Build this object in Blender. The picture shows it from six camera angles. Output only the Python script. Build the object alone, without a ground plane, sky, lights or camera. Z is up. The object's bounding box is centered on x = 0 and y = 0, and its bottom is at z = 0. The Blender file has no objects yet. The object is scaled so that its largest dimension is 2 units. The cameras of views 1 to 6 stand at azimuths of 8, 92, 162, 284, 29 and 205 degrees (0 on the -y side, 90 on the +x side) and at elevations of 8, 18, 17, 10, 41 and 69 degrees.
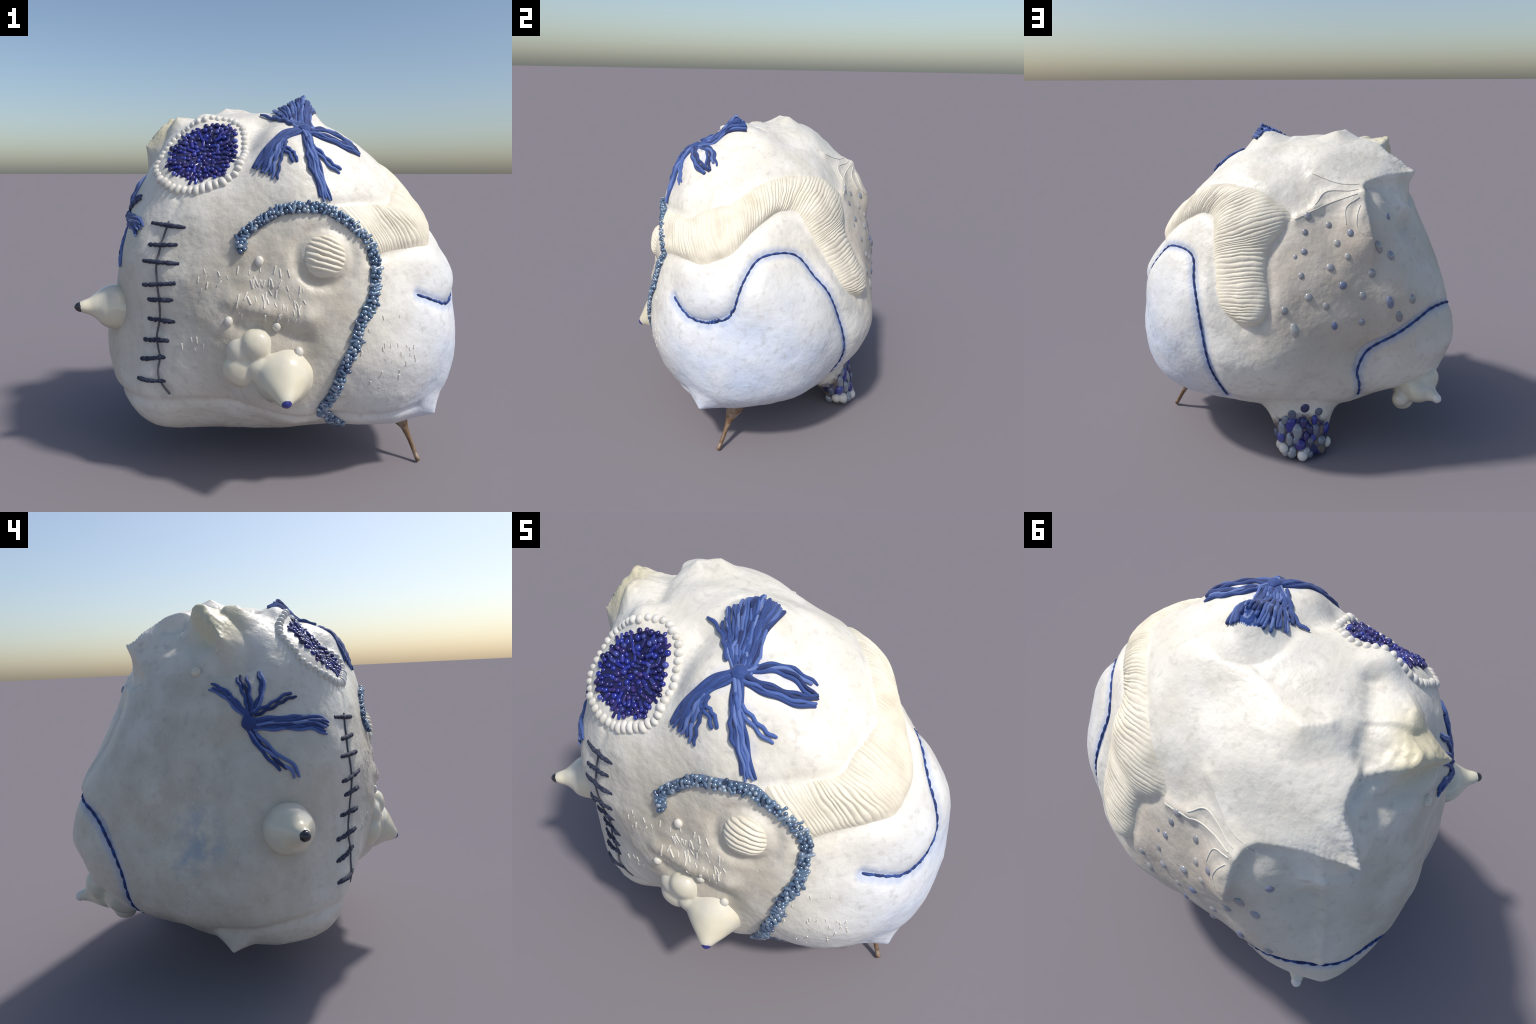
import bpy, bmesh, math, random
import numpy as np
from mathutils import Vector, Matrix, noise
from mathutils.bvhtree import BVHTree

random.seed(7)
rng = np.random.default_rng(7)

# ---------------------------------------------------------------- the body
# The stuffed body is lofted from cross-sections: each one is a cone of
# directions at a given elevation about CENTRE, with the radius every 15
# degrees (0 = +x, 90 = +y).
CENTRE = np.array([0.0, 0.03, 0.93])
SECTIONS = [
    (-90, [0.793]),
    (-78, [0.781, 0.779, 0.777, 0.778, 0.781, 0.788, 0.795, 0.803, 0.813, 0.820, 0.827, 0.835, 0.841, 0.835, 0.828, 0.821, 0.815, 0.808, 0.803, 0.800, 0.795, 0.791, 0.788, 0.784]),
    (-64, [0.816, 0.802, 0.795, 0.793, 0.798, 0.805, 0.815, 0.824, 0.835, 0.850, 0.869, 0.891, 0.907, 0.911, 0.900, 0.871, 0.849, 0.833, 0.823, 0.821, 0.826, 0.827, 0.829, 0.822]),
    (-52, [0.891, 0.863, 0.835, 0.821, 0.817, 0.819, 0.826, 0.839, 0.851, 0.878, 0.903, 0.920, 0.945, 0.973, 0.977, 0.938, 0.867, 0.825, 0.819, 0.838, 0.863, 0.891, 0.918, 0.916]),
    (-40, [0.985, 0.944, 0.892, 0.857, 0.823, 0.812, 0.833, 0.861, 0.883, 0.935, 0.975, 0.966, 0.997, 1.043, 1.053, 1.028, 0.878, 0.813, 0.821, 0.872, 0.881, 0.963, 1.028, 1.028]),
    (-28, [1.053, 1.009, 0.920, 0.879, 0.841, 0.794, 0.794, 0.855, 0.958, 1.008, 1.051, 1.041, 1.050, 1.058, 1.031, 0.984, 0.874, 0.814, 0.848, 0.856, 0.884, 0.970, 1.034, 1.080]),
    (-16, [1.036, 0.987, 0.902, 0.872, 0.825, 0.774, 0.744, 0.770, 0.952, 1.057, 1.049, 0.995, 0.970, 1.002, 0.963, 0.884, 0.829, 0.794, 0.795, 0.794, 0.865, 0.958, 1.023, 1.049]),
    (-4, [0.984, 0.942, 0.865, 0.808, 0.759, 0.730, 0.732, 0.777, 0.905, 1.022, 0.982, 0.935, 0.899, 0.925, 0.889, 0.849, 0.799, 0.776, 0.758, 0.776, 0.823, 0.894, 0.973, 0.992]),
    (8, [0.964, 0.879, 0.829, 0.767, 0.729, 0.702, 0.722, 0.778, 0.890, 0.942, 0.941, 0.925, 0.875, 0.894, 0.897, 0.877, 0.813, 0.769, 0.749, 0.766, 0.803, 0.858, 0.907, 0.970]),
    (20, [0.907, 0.831, 0.773, 0.735, 0.696, 0.699, 0.730, 0.778, 0.859, 0.870, 0.914, 0.919, 0.881, 0.885, 0.904, 0.897, 0.825, 0.776, 0.761, 0.779, 0.829, 0.852, 0.887, 0.918]),
    (32, [0.863, 0.799, 0.774, 0.726, 0.697, 0.709, 0.740, 0.826, 0.869, 0.878, 0.908, 0.926, 0.913, 0.937, 0.923, 0.916, 0.867, 0.815, 0.795, 0.823, 0.851, 0.868, 0.890, 0.904]),
    (44, [0.870, 0.826, 0.824, 0.782, 0.744, 0.744, 0.765, 0.857, 0.935, 0.965, 0.975, 0.960, 0.995, 0.985, 0.975, 0.980, 0.907, 0.867, 0.870, 0.894, 0.892, 0.905, 0.886, 0.895]),
    (57, [0.896, 0.865, 0.845, 0.827, 0.800, 0.792, 0.818, 0.882, 0.932, 0.990, 1.046, 1.067, 1.112, 1.040, 1.008, 0.986, 0.937, 0.926, 0.953, 0.958, 0.959, 0.945, 0.912, 0.901]),
    (71, [0.926, 0.902, 0.878, 0.867, 0.868, 0.879, 0.906, 0.935, 0.961, 0.983, 1.009, 1.009, 1.006, 1.001, 0.994, 0.981, 0.971, 0.971, 0.962, 0.956, 0.941, 0.927, 0.916, 0.926]),
    (90, [0.942]),
]


def cubic(p0, p1, p2, p3, t):
    return p1 + 0.5 * t * (p2 - p0 + t * (2 * p0 - 5 * p1 + 4 * p2 - p3 + t * (3 * (p1 - p2) + p3 - p0)))


EL = [e for e, _ in SECTIONS]
RAD = np.array([row if len(row) > 1 else row * 24 for _, row in SECTIONS])


def smooth_radius(d):
    """Radius of the plain body in the directions d (n x 3, unit)."""
    el = np.degrees(np.arcsin(np.clip(d[:, 2], -1, 1)))
    az = np.degrees(np.arctan2(d[:, 1], d[:, 0])) % 360
    c = az / 15.0
    j = np.floor(c).astype(int)
    t = c - j
    n = RAD.shape[1]
    rings = np.stack([cubic(RAD[i][(j - 1) % n], RAD[i][j % n], RAD[i][(j + 1) % n], RAD[i][(j + 2) % n], t) for i in range(len(EL))])
    k = np.clip(np.searchsorted(EL, el, side="right") - 1, 0, len(EL) - 2)
    e = np.array(EL, float)
    u = (el - e[k]) / (e[k + 1] - e[k])
    idx = np.arange(len(el))
    # past a pole the loft continues on the opposite side of the ring
    jj = (j + n // 2)
    opp = lambda i: cubic(RAD[i][(jj - 1) % n], RAD[i][jj % n], RAD[i][(jj + 1) % n], RAD[i][(jj + 2) % n], t)
    below = np.where(k == 0, opp(1), rings[np.maximum(k - 1, 0), idx])
    above = np.where(k == len(EL) - 2, opp(len(EL) - 2), rings[np.minimum(k + 2, len(EL) - 1), idx])
    return cubic(below, rings[k, idx], rings[k + 1, idx], above, u)


def on_smooth(p):
    d = np.atleast_2d(np.asarray(p, float)) - CENTRE
    d /= np.linalg.norm(d, axis=1, keepdims=True)
    return CENTRE + d * smooth_radius(d)[:, None]


def polyline(points, step=0.01):
    """Catmull-Rom curve through points, resampled evenly."""
    p = np.asarray(points, float)
    if len(p) == 1:
        return p
    q = np.vstack([2 * p[0] - p[1], p, 2 * p[-1] - p[-2]])
    t = np.linspace(0, 1, 30)[:, None]
    out = np.vstack([cubic(q[i], q[i + 1], q[i + 2], q[i + 3], t) for i in range(len(p) - 1)])
    s = np.concatenate([[0], np.cumsum(np.linalg.norm(np.diff(out, axis=0), axis=1))])
    m = max(2, int(round(s[-1] / step)) + 1)
    return np.stack([np.interp(np.linspace(0, s[-1], m), s, out[:, i]) for i in range(p.shape[1])], 1)


# Peaks and ridges pulled out of the skin: (tips along the crest, reach, sharpness, plateau, foot)
PULLS = {
    "yarn_peak": ([(0.163, -0.168, 1.954)], 0.17, 1.2, 1.0, None),
    "horn_back": ([(-0.50, 0.06, 1.84), (-0.615, 0.072, 1.872)], 0.15, 1.15, 1.0, None),
    "horn_front": ([(-0.42, -0.09, 1.845), (-0.535, -0.112, 1.865)], 0.115, 1.1, 1.0, None),
    "horn_side": ([(-0.67, 0.0, 1.805), (-0.742, -0.07, 1.722)], 0.13, 1.1, 1.0, None),
    "shoulder_ridge": ([(-0.46, 0.31, 1.83), (-0.56, 0.39, 1.765), (-0.612, 0.452, 1.712)], 0.13, 1.2, 1.0, None),
    "back_ridge": ([(-0.612, 0.452, 1.712), (-0.40, 0.49, 1.68), (-0.238, 0.545, 1.66), (-0.205, 0.66, 1.535), (-0.198, 0.735, 1.397)], 0.13, 1.2, 1.0, None),
    "foot": ([(0.070, 0.622, 0.0), (0.145, 0.615, 0.0), (0.215, 0.585, 0.005)], 0.225, 2.3, 2.0, ((0.085, 0.51, 0.22), (0.185, 0.49, 0.22))),
    "crown_knob": ([(-0.30, 0.10, 1.935), (-0.22, 0.16, 1.93)], 0.12, 1.3, 1.0, None),
    "belly_spike": ([(-0.85, -0.094, 0.235)], 0.13, 1.6, 1.0, None),
    "nose": ([(-0.713, 0.79, 0.735)], 0.14, 1.4, 1.0, None),
    "hip_corner": ([(0.872, -0.327, 0.325)], 0.13, 1.5, 1.0, None),
}


# Soft swellings (+) and hollows (-) of the stuffing: (line, reach, height)
SWELLS = [
    ([(0.28, -0.42, 0.24), (0.55, -0.36, 0.24)], 0.13, -0.035),
    ([(-0.59, -0.03, 1.82)], 0.045, -0.025),
    ([(-0.62, 0.66, 0.50)], 0.10, 0.03),
    ([(-0.12, -0.72, 0.97), (0.05, -0.73, 0.93), (0.22, -0.72, 0.92)], 0.05, 0.018),
    ([(-0.10, -0.74, 0.86), (0.10, -0.74, 0.84), (0.22, -0.73, 0.80)], 0.045, -0.018),
    ([(-0.36, -0.16, 1.85), (-0.41, 0.0, 1.85), (-0.45, 0.13, 1.86)], 0.055, -0.035),
    ([(-0.56, 0.28, 1.74), (-0.62, 0.10, 1.71), (-0.67, -0.05, 1.66), (-0.67, -0.16, 1.60)], 0.09, -0.055),
    ([(-0.52, 0.44, 1.60), (-0.38, 0.53, 1.53), (-0.46, 0.56, 1.42)], 0.10, -0.05),
    ([(-0.05, -0.32, 1.83), (-0.09, -0.46, 1.68)], 0.08, -0.05),
    ([(-0.30, -0.45, 1.66)], 0.10, -0.045),
    ([(-0.34, -0.26, 1.82)], 0.08, 0.045),
    ([(0.02, -0.72, 0.68)], 0.10, 0.012),
    ([(0.871, -0.314, 1.044), (0.80, -0.36, 1.12)], 0.13, 0.03),
    ([(0.90, 0.27, 0.93), (0.80, 0.45, 0.72)], 0.17, 0.025),
]


def nearest(points, line):
    best = np.full(len(points), 1e9)
    which = np.zeros(len(points), int)
    for i, c in enumerate(line):
        d = np.linalg.norm(points - c, axis=1)
        near = d < best
        best[near] = d[near]
        which[near] = i
    return best, which


# Crests with a hollow on one side: (crest, a place in the hollow, depth, reach)
LEDGES = [
    ([(-0.60, 0.445, 1.712), (-0.444, 0.47, 1.70), (-0.313, 0.50, 1.69), (-0.215, 0.53, 1.66), (-0.18, 0.59, 1.58), (-0.19, 0.70, 1.43)], (-0.45, 0.60, 1.42), 0.036, 0.16),
    ([(-0.445, 0.25, 1.85), (-0.475, 0.34, 1.82), (-0.59, 0.44, 1.72)], (-0.66, 0.22, 1.62), 0.050, 0.13),
    ([(-0.47, 0.18, 1.855), (-0.55, 0.12, 1.86), (-0.63, 0.06, 1.84), (-0.72, -0.07, 1.74)], (-0.70, 0.12, 1.62), 0.055, 0.12),
]


def swelling(pts):
    h = np.zeros(len(pts))
    for line, reach, height in SWELLS:
        d, _ = nearest(pts, on_smooth(polyline(line, 0.03)))
        h += height * np.exp(-(d / reach) ** 2)
    return h


def body_points(dirs):
    base = CENTRE + dirs * smooth_radius(dirs)[:, None]
    p = base.copy()
    p += dirs * swelling(base)[:, None]
    # where pulls overlap the strongest wins, blended
    total, weight, top = np.zeros_like(p), np.zeros(len(p)), np.zeros(len(p))
    for name, (tips, reach, power, plateau, foot) in PULLS.items():
        crest = polyline(tips, 0.02)
        if foot is None:
            root = on_smooth(crest)
        else:
            k = np.linspace(0, 1, len(crest))[:, None]
            root = on_smooth(np.array(foot[0]) * (1 - k) + np.array(foot[1]) * k)
        d, i = nearest(base, root)
        w = np.clip(np.clip(1 - d / reach, 0, 1) ** power * plateau, 0, 1)
        out = (root - CENTRE) / np.linalg.norm(root - CENTRE, axis=1, keepdims=True)
        lifted = root + out * swelling(root)[:, None]
        total += (crest - lifted)[i] * (w ** 5)[:, None]
        weight += w ** 4
        top = np.maximum(top, w)
    p += total / np.maximum(weight, 1e-9)[:, None]
    # ledges: past the crest the skin drops away on the hollow side
    for line, hollow, depth, reach in LEDGES:
        crest = on_smooth(polyline(line, 0.015))
        d, i = nearest(base, crest)
        u = np.array(hollow) - crest[i]
        u /= np.linalg.norm(u, axis=1, keepdims=True)
        side = ((base - crest[i]) * u).sum(1)
        t = np.clip(side / 0.035, 0, 1)
        p -= dirs * (depth * t * t * (3 - 2 * t) * np.exp(-(d / reach) ** 2))[:, None]
    p[:, 2] = np.maximum(p[:, 2], 0.001)
    return base, p


bm = bmesh.new()
bmesh.ops.create_icosphere(bm, subdivisions=8, radius=1.0)
dirs = np.array([v.co[:] for v in bm.verts])
dirs /= np.linalg.norm(dirs, axis=1, keepdims=True)
base_pts, skin_pts = body_points(dirs)
faces = np.array([[v.index for v in f.verts] for f in bm.faces])
bm.free()

# Fine lumps of the stuffed cloth
lumps = np.array([0.006 * noise.noise(Vector(p) * 4.0) + 0.004 * noise.noise(Vector(p) * 9.0) + 0.0016 * noise.noise(Vector(p) * 26.0) for p in base_pts.tolist()])
# the front panel is stuffed unevenly
uneven = np.exp(-(np.linalg.norm(base_pts - np.array([0.05, -0.70, 0.95]), axis=1) / 0.26) ** 2)
lumps += uneven * np.array([0.012 * noise.noise(Vector(p) * 11.0 + Vector((3, 0, 0))) if u > 0.05 else 0.0 for p, u in zip(base_pts.tolist(), uneven)])
skin_pts = skin_pts + dirs * lumps[:, None]
skin_pts[:, 2] = np.maximum(skin_pts[:, 2], 0.001)

# ------------------------------------------------------------- measurements
# Lines and places on the skin, in metres; each is laid onto the skin below.
WAVE_SEAM = [(0.749, -0.482, 0.988), (0.857, -0.403, 0.936), (0.912, -0.334, 0.915), (0.948, -0.25, 0.92), (0.964, -0.177, 0.945), (0.963, -0.119, 0.998), (0.932, -0.089, 1.09), (0.894, -0.06, 1.159), (0.835, -0.006, 1.235), (0.799, 0.058, 1.264), (0.744, 0.169, 1.266), (0.719, 0.244, 1.232), (0.737, 0.328, 1.14), (0.739, 0.406, 1.042), (0.735, 0.46, 0.935), (0.728, 0.492, 0.852), (0.717, 0.519, 0.744), (0.69, 0.532, 0.624), (0.577, 0.44, 0.378)]
NOSE_SEAM = [(-0.652, 0.411, 0.316), (-0.793, 0.409, 0.442), (-0.867, 0.42, 0.597), (-0.88, 0.446, 0.685), (-0.874, 0.5, 0.777), (-0.832, 0.575, 0.878), (-0.722, 0.69, 0.94), (-0.64, 0.75, 0.957), (-0.561, 0.785, 0.952), (-0.443, 0.818, 0.899), (-0.337, 0.808, 0.836), (-0.231, 0.785, 0.773), (-0.158, 0.771, 0.703), (-0.124, 0.755, 0.615), (-0.15, 0.725, 0.517), (-0.177, 0.66, 0.403)]
LADDER_SEAM = [(-0.419, -0.581, 1.456), (-0.412, -0.596, 1.421), (-0.449, -0.602, 1.329), (-0.475, -0.607, 1.249), (-0.501, -0.615, 1.138), (-0.499, -0.629, 1.034), (-0.498, -0.639, 0.949), (-0.501, -0.645, 0.861), (-0.522, -0.638, 0.756), (-0.509, -0.645, 0.669), (-0.51, -0.632, 0.56), (-0.459, -0.614, 0.47)]
LADDER_LEFT = [(-0.538, -0.564, 1.319), (-0.548, -0.582, 1.214), (-0.577, -0.58, 1.135), (-0.583, -0.59, 1.018), (-0.559, -0.609, 0.946), (-0.576, -0.607, 0.846), (-0.608, -0.59, 0.735), (-0.624, -0.582, 0.633), (-0.634, -0.564, 0.528)]
LADDER_RIGHT = [(-0.359, -0.636, 1.306), (-0.403, -0.637, 1.223), (-0.391, -0.656, 1.135), (-0.409, -0.664, 1.041), (-0.425, -0.668, 0.957), (-0.424, -0.679, 0.851), (-0.455, -0.668, 0.755), (-0.483, -0.656, 0.667), (-0.479, -0.637, 0.54)]
EYE_EDGE = [(-0.433, -0.33, 1.772), (-0.364, -0.34, 1.792), (-0.314, -0.332, 1.81), (-0.27, -0.316, 1.821), (-0.192, -0.322, 1.812), (-0.155, -0.366, 1.77), (-0.141, -0.429, 1.691), (-0.13, -0.494, 1.635), (-0.158, -0.548, 1.594), (-0.18, -0.575, 1.555), (-0.246, -0.58, 1.538), (-0.336, -0.578, 1.518), (-0.39, -0.555, 1.531), (-0.458, -0.511, 1.555), (-0.503, -0.468, 1.582), (-0.482, -0.45, 1.624), (-0.489, -0.411, 1.667), (-0.468, -0.379, 1.713)]
PEARL_RING = [(-0.509, -0.315, 1.742), (-0.54, -0.353, 1.687), (-0.548, -0.39, 1.64), (-0.558, -0.42, 1.59), (-0.525, -0.482, 1.537), (-0.46, -0.543, 1.497), (-0.399, -0.576, 1.485), (-0.346, -0.594, 1.482), (-0.267, -0.597, 1.506), (-0.206, -0.594, 1.522), (-0.155, -0.582, 1.548), (-0.116, -0.557, 1.591), (-0.101, -0.459, 1.649), (-0.108, -0.396, 1.72), (-0.122, -0.352, 1.771), (-0.156, -0.322, 1.809), (-0.228, -0.285, 1.84), (-0.296, -0.29, 1.835), (-0.373, -0.3, 1.812), (-0.456, -0.3, 1.782)]
BEAD_BAND = [(-0.073, -0.69, 1.21), (-0.09, -0.68, 1.257), (-0.047, -0.669, 1.305), (0.017, -0.655, 1.348), (0.086, -0.641, 1.388), (0.155, -0.633, 1.401), (0.233, -0.621, 1.401), (0.307, -0.603, 1.392), (0.364, -0.593, 1.356), (0.431, -0.577, 1.303), (0.49, -0.568, 1.236), (0.531, -0.572, 1.165), (0.531, -0.596, 1.097), (0.53, -0.618, 1.03), (0.52, -0.64, 0.967), (0.49, -0.664, 0.918), (0.461, -0.685, 0.846), (0.45, -0.69, 0.782), (0.395, -0.684, 0.669), (0.35, -0.652, 0.543), (0.297, -0.625, 0.446), (0.328, -0.575, 0.375), (0.384, -0.521, 0.324)]
GATHER_UPPER = [(0.331, -0.587, 1.415), (0.508, -0.481, 1.426), (0.588, -0.411, 1.42), (0.614, -0.339, 1.468), (0.634, -0.251, 1.506), (0.638, -0.155, 1.53), (0.597, -0.074, 1.575), (0.55, 0.014, 1.623), (0.483, 0.133, 1.659), (0.383, 0.278, 1.655), (0.295, 0.373, 1.627), (0.209, 0.479, 1.546), (0.232, 0.526, 1.449), (0.329, 0.545, 1.338), (0.361, 0.577, 1.226), (0.358, 0.621, 1.115), (0.379, 0.652, 1.002), (0.428, 0.654, 0.931)]
GATHER_LOWER = [(0.509, -0.583, 1.167), (0.66, -0.473, 1.193), (0.793, -0.354, 1.209), (0.829, -0.278, 1.217), (0.833, -0.172, 1.249), (0.808, -0.099, 1.294), (0.753, -0.033, 1.371), (0.699, 0.04, 1.425), (0.643, 0.109, 1.467), (0.61, 0.181, 1.461), (0.605, 0.231, 1.424), (0.612, 0.269, 1.366), (0.618, 0.308, 1.31), (0.625, 0.345, 1.26), (0.632, 0.403, 1.185), (0.64, 0.46, 1.091), (0.613, 0.524, 0.996), (0.526, 0.61, 0.911)]
BACK_BEADS = [(0.111, 0.543, 1.502), (0.012, 0.602, 1.466), (0.139, 0.57, 1.424), (-0.09, 0.667, 1.423), (-0.017, 0.656, 1.369), (0.159, 0.608, 1.322), (0.209, 0.602, 1.295), (-0.065, 0.699, 1.296), (0.032, 0.686, 1.24), (0.189, 0.649, 1.196), (-0.198, 0.748, 1.2), (-0.028, 0.73, 1.143), (0.161, 0.696, 1.082), (-0.136, 0.766, 1.079), (-0.292, 0.786, 1.032), (0.071, 0.733, 1.029), (0.296, 0.677, 1.012), (0.028, 0.757, 0.918), (-0.13, 0.779, 0.927), (0.252, 0.72, 0.908), (-0.428, 0.786, 1.036), (-0.349, 0.803, 0.943), (-0.256, 0.722, 1.34), (-0.326, 0.717, 1.283), (-0.332, 0.601, 1.477)]
# yarn bundles: (line, bundle width, strands)
TOP_KNOT = (0.184, -0.412, 1.762)
TOP_YARN = [
    ([(0.176, -0.417, 1.763), (0.118, -0.463, 1.738), (0.058, -0.511, 1.691), (0.017, -0.55, 1.631), (-0.031, -0.581, 1.564)], 0.050, 6),
    ([(0.09, -0.50, 1.70), (0.055, -0.545, 1.64), (0.015, -0.589, 1.546)], 0.030, 3),
    ([(0.10, -0.505, 1.70), (0.075, -0.562, 1.612), (0.061, -0.598, 1.52)], 0.022, 2),
    ([(0.094, -0.525, 1.672), (0.136, -0.541, 1.642), (0.153, -0.561, 1.597)], 0.022, 2),
    ([(0.184, -0.425, 1.755), (0.211, -0.487, 1.688), (0.236, -0.527, 1.62), (0.261, -0.557, 1.546), (0.284, -0.576, 1.484), (0.304, -0.591, 1.42)], 0.040, 5),
    ([(0.198, -0.47, 1.711), (0.207, -0.537, 1.619), (0.232, -0.568, 1.542)], 0.008, 1),
    ([(0.223, -0.489, 1.68), (0.287, -0.5, 1.627), (0.333, -0.501, 1.59), (0.374, -0.493, 1.564)], 0.022, 2),
    ([(0.199, -0.423, 1.751), (0.28, -0.41, 1.725), (0.357, -0.385, 1.695), (0.416, -0.353, 1.673), (0.468, -0.302, 1.655)], 0.040, 4),
    ([(0.202, -0.393, 1.773), (0.263, -0.339, 1.78), (0.33, -0.298, 1.763), (0.389, -0.284, 1.729), (0.448, -0.267, 1.687)], 0.016, 2),
    ([(0.203, -0.397, 1.769), (0.268, -0.351, 1.771), (0.34, -0.318, 1.748), (0.404, -0.316, 1.704), (0.462, -0.31, 1.658)], 0.018, 2),
    ([(0.121, -0.388, 1.796), (0.05, -0.3, 1.836), (-0.02, -0.241, 1.85), (-0.064, -0.221, 1.86)], 0.012, 1),
    ([(0.122, -0.378, 1.802), (0.069, -0.301, 1.84), (0.008, -0.223, 1.869)], 0.022, 2),
]
PEAK_FAN = [(0.225, -0.11, 1.88), (0.205, -0.10, 1.90), (0.192, -0.11, 1.92), (0.18, -0.135, 1.94), (0.165, -0.165, 1.965), (0.15, -0.165, 1.96), (0.13, -0.16, 1.955), (0.113, -0.155, 1.948), (0.095, -0.135, 1.937), (0.076, -0.12, 1.927), (0.05, -0.134, 1.917), (0.032, -0.167, 1.905), (0.01, -0.173, 1.89)]
SIDE_KNOT = (-0.796, -0.211, 1.327)
SIDE_YARN = [
    ([(-0.79, -0.217, 1.34), (-0.785, -0.155, 1.403), (-0.771, -0.09, 1.466), (-0.764, -0.016, 1.496)], 0.026, 3),
    ([(-0.786, -0.21, 1.36), (-0.767, -0.201, 1.421), (-0.737, -0.168, 1.496), (-0.698, -0.138, 1.544)], 0.018, 2),
    ([(-0.778, -0.222, 1.373), (-0.751, -0.209, 1.454), (-0.681, -0.177, 1.542)], 0.008, 1),
    ([(-0.774, -0.229, 1.379), (-0.739, -0.259, 1.444), (-0.708, -0.258, 1.505), (-0.668, -0.233, 1.56)], 0.014, 2),
    ([(-0.776, -0.236, 1.366), (-0.744, -0.3, 1.395), (-0.699, -0.363, 1.432), (-0.657, -0.412, 1.452)], 0.022, 2),
    ([(-0.793, -0.231, 1.319), (-0.759, -0.328, 1.321), (-0.714, -0.417, 1.318), (-0.654, -0.492, 1.306), (-0.602, -0.541, 1.268)], 0.062, 7),
    ([(-0.804, -0.205, 1.307), (-0.812, -0.266, 1.218), (-0.807, -0.325, 1.155), (-0.799, -0.369, 1.098)], 0.022, 2),
    ([(-0.804, -0.218, 1.294), (-0.804, -0.285, 1.224), (-0.794, -0.357, 1.153), (-0.776, -0.401, 1.122), (-0.777, -0.416, 1.062)], 0.024, 2),
]
HEEL_CREASE = [(-0.86, -0.05, 0.37), (-0.80, -0.30, 0.40), (-0.70, -0.45, 0.42), (-0.58, -0.55, 0.43), (-0.40, -0.60, 0.42), (-0.20, -0.62, 0.41), (0.05, -0.62, 0.40), (0.30, -0.60, 0.385), (0.60, -0.54, 0.37), (0.78, -0.42, 0.38)]


GATHER_THREADS = [
    [(-0.243, 0.557, 1.641), (-0.093, 0.496, 1.666), (0.028, 0.394, 1.712)],
    [(-0.177, 0.574, 1.607), (-0.018, 0.54, 1.57), (0.17, 0.509, 1.481)],
    [(-0.18, 0.584, 1.595), (-0.099, 0.59, 1.547), (-0.083, 0.631, 1.462)],
    [(-0.194, 0.569, 1.619), (-0.02, 0.496, 1.63), (0.059, 0.517, 1.557)],
    [(-0.197, 0.595, 1.582), (-0.137, 0.655, 1.464), (-0.158, 0.691, 1.416)],
]
PANEL_SEAM = [(-0.45, 0.45, 1.62), (-0.51, 0.51, 1.45), (-0.555, 0.561, 1.276), (-0.61, 0.66, 1.13), (-0.66, 0.735, 1.0)]


def crease(pts, line, reach, depth):
    d, _ = nearest(base_pts, on_smooth(polyline(line, 0.015)))
    return pts - dirs * (depth * np.exp(-(d / reach) ** 2))[:, None]


skin_pts = crease(skin_pts, WAVE_SEAM, 0.016, 0.008)
skin_pts = crease(skin_pts, WAVE_SEAM, 0.055, 0.016)
skin_pts = crease(skin_pts, NOSE_SEAM, 0.016, 0.008)
skin_pts = crease(skin_pts, NOSE_SEAM, 0.05, 0.010)
skin_pts = crease(skin_pts, HEEL_CREASE, 0.028, 0.014)
skin_pts = crease(skin_pts, GATHER_LOWER, 0.035, 0.015)
skin_pts = crease(skin_pts, GATHER_UPPER, 0.03, 0.010)
skin_pts = crease(skin_pts, LADDER_SEAM, 0.02, 0.006)
skin_pts = crease(skin_pts, PANEL_SEAM, 0.022, -0.014)
for threads in GATHER_THREADS:
    skin_pts = crease(skin_pts, threads, 0.03, -0.014)
# moat round the pleated patch
d_patch = np.linalg.norm(base_pts - on_smooth((0.30, -0.655, 1.18))[0], axis=1)
skin_pts = skin_pts - dirs * (0.018 * np.exp(-((d_patch - 0.135) / 0.03) ** 2))[:, None]
skin_pts[:, 2] = np.maximum(skin_pts[:, 2], 0.001)

skin_tree = BVHTree.FromPolygons(skin_pts.tolist(), faces.tolist())


def lay(p):
    """Nearest place on the skin and the outward normal there."""
    co, no, _, _ = skin_tree.find_nearest(Vector(p))
    out = co - Vector(CENTRE)
    if no.dot(out) < 0:
        no = -no
    return co, no


def lay_line(points, step=0.01):
    return [lay(p) for p in polyline(points, step).tolist()]


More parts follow.
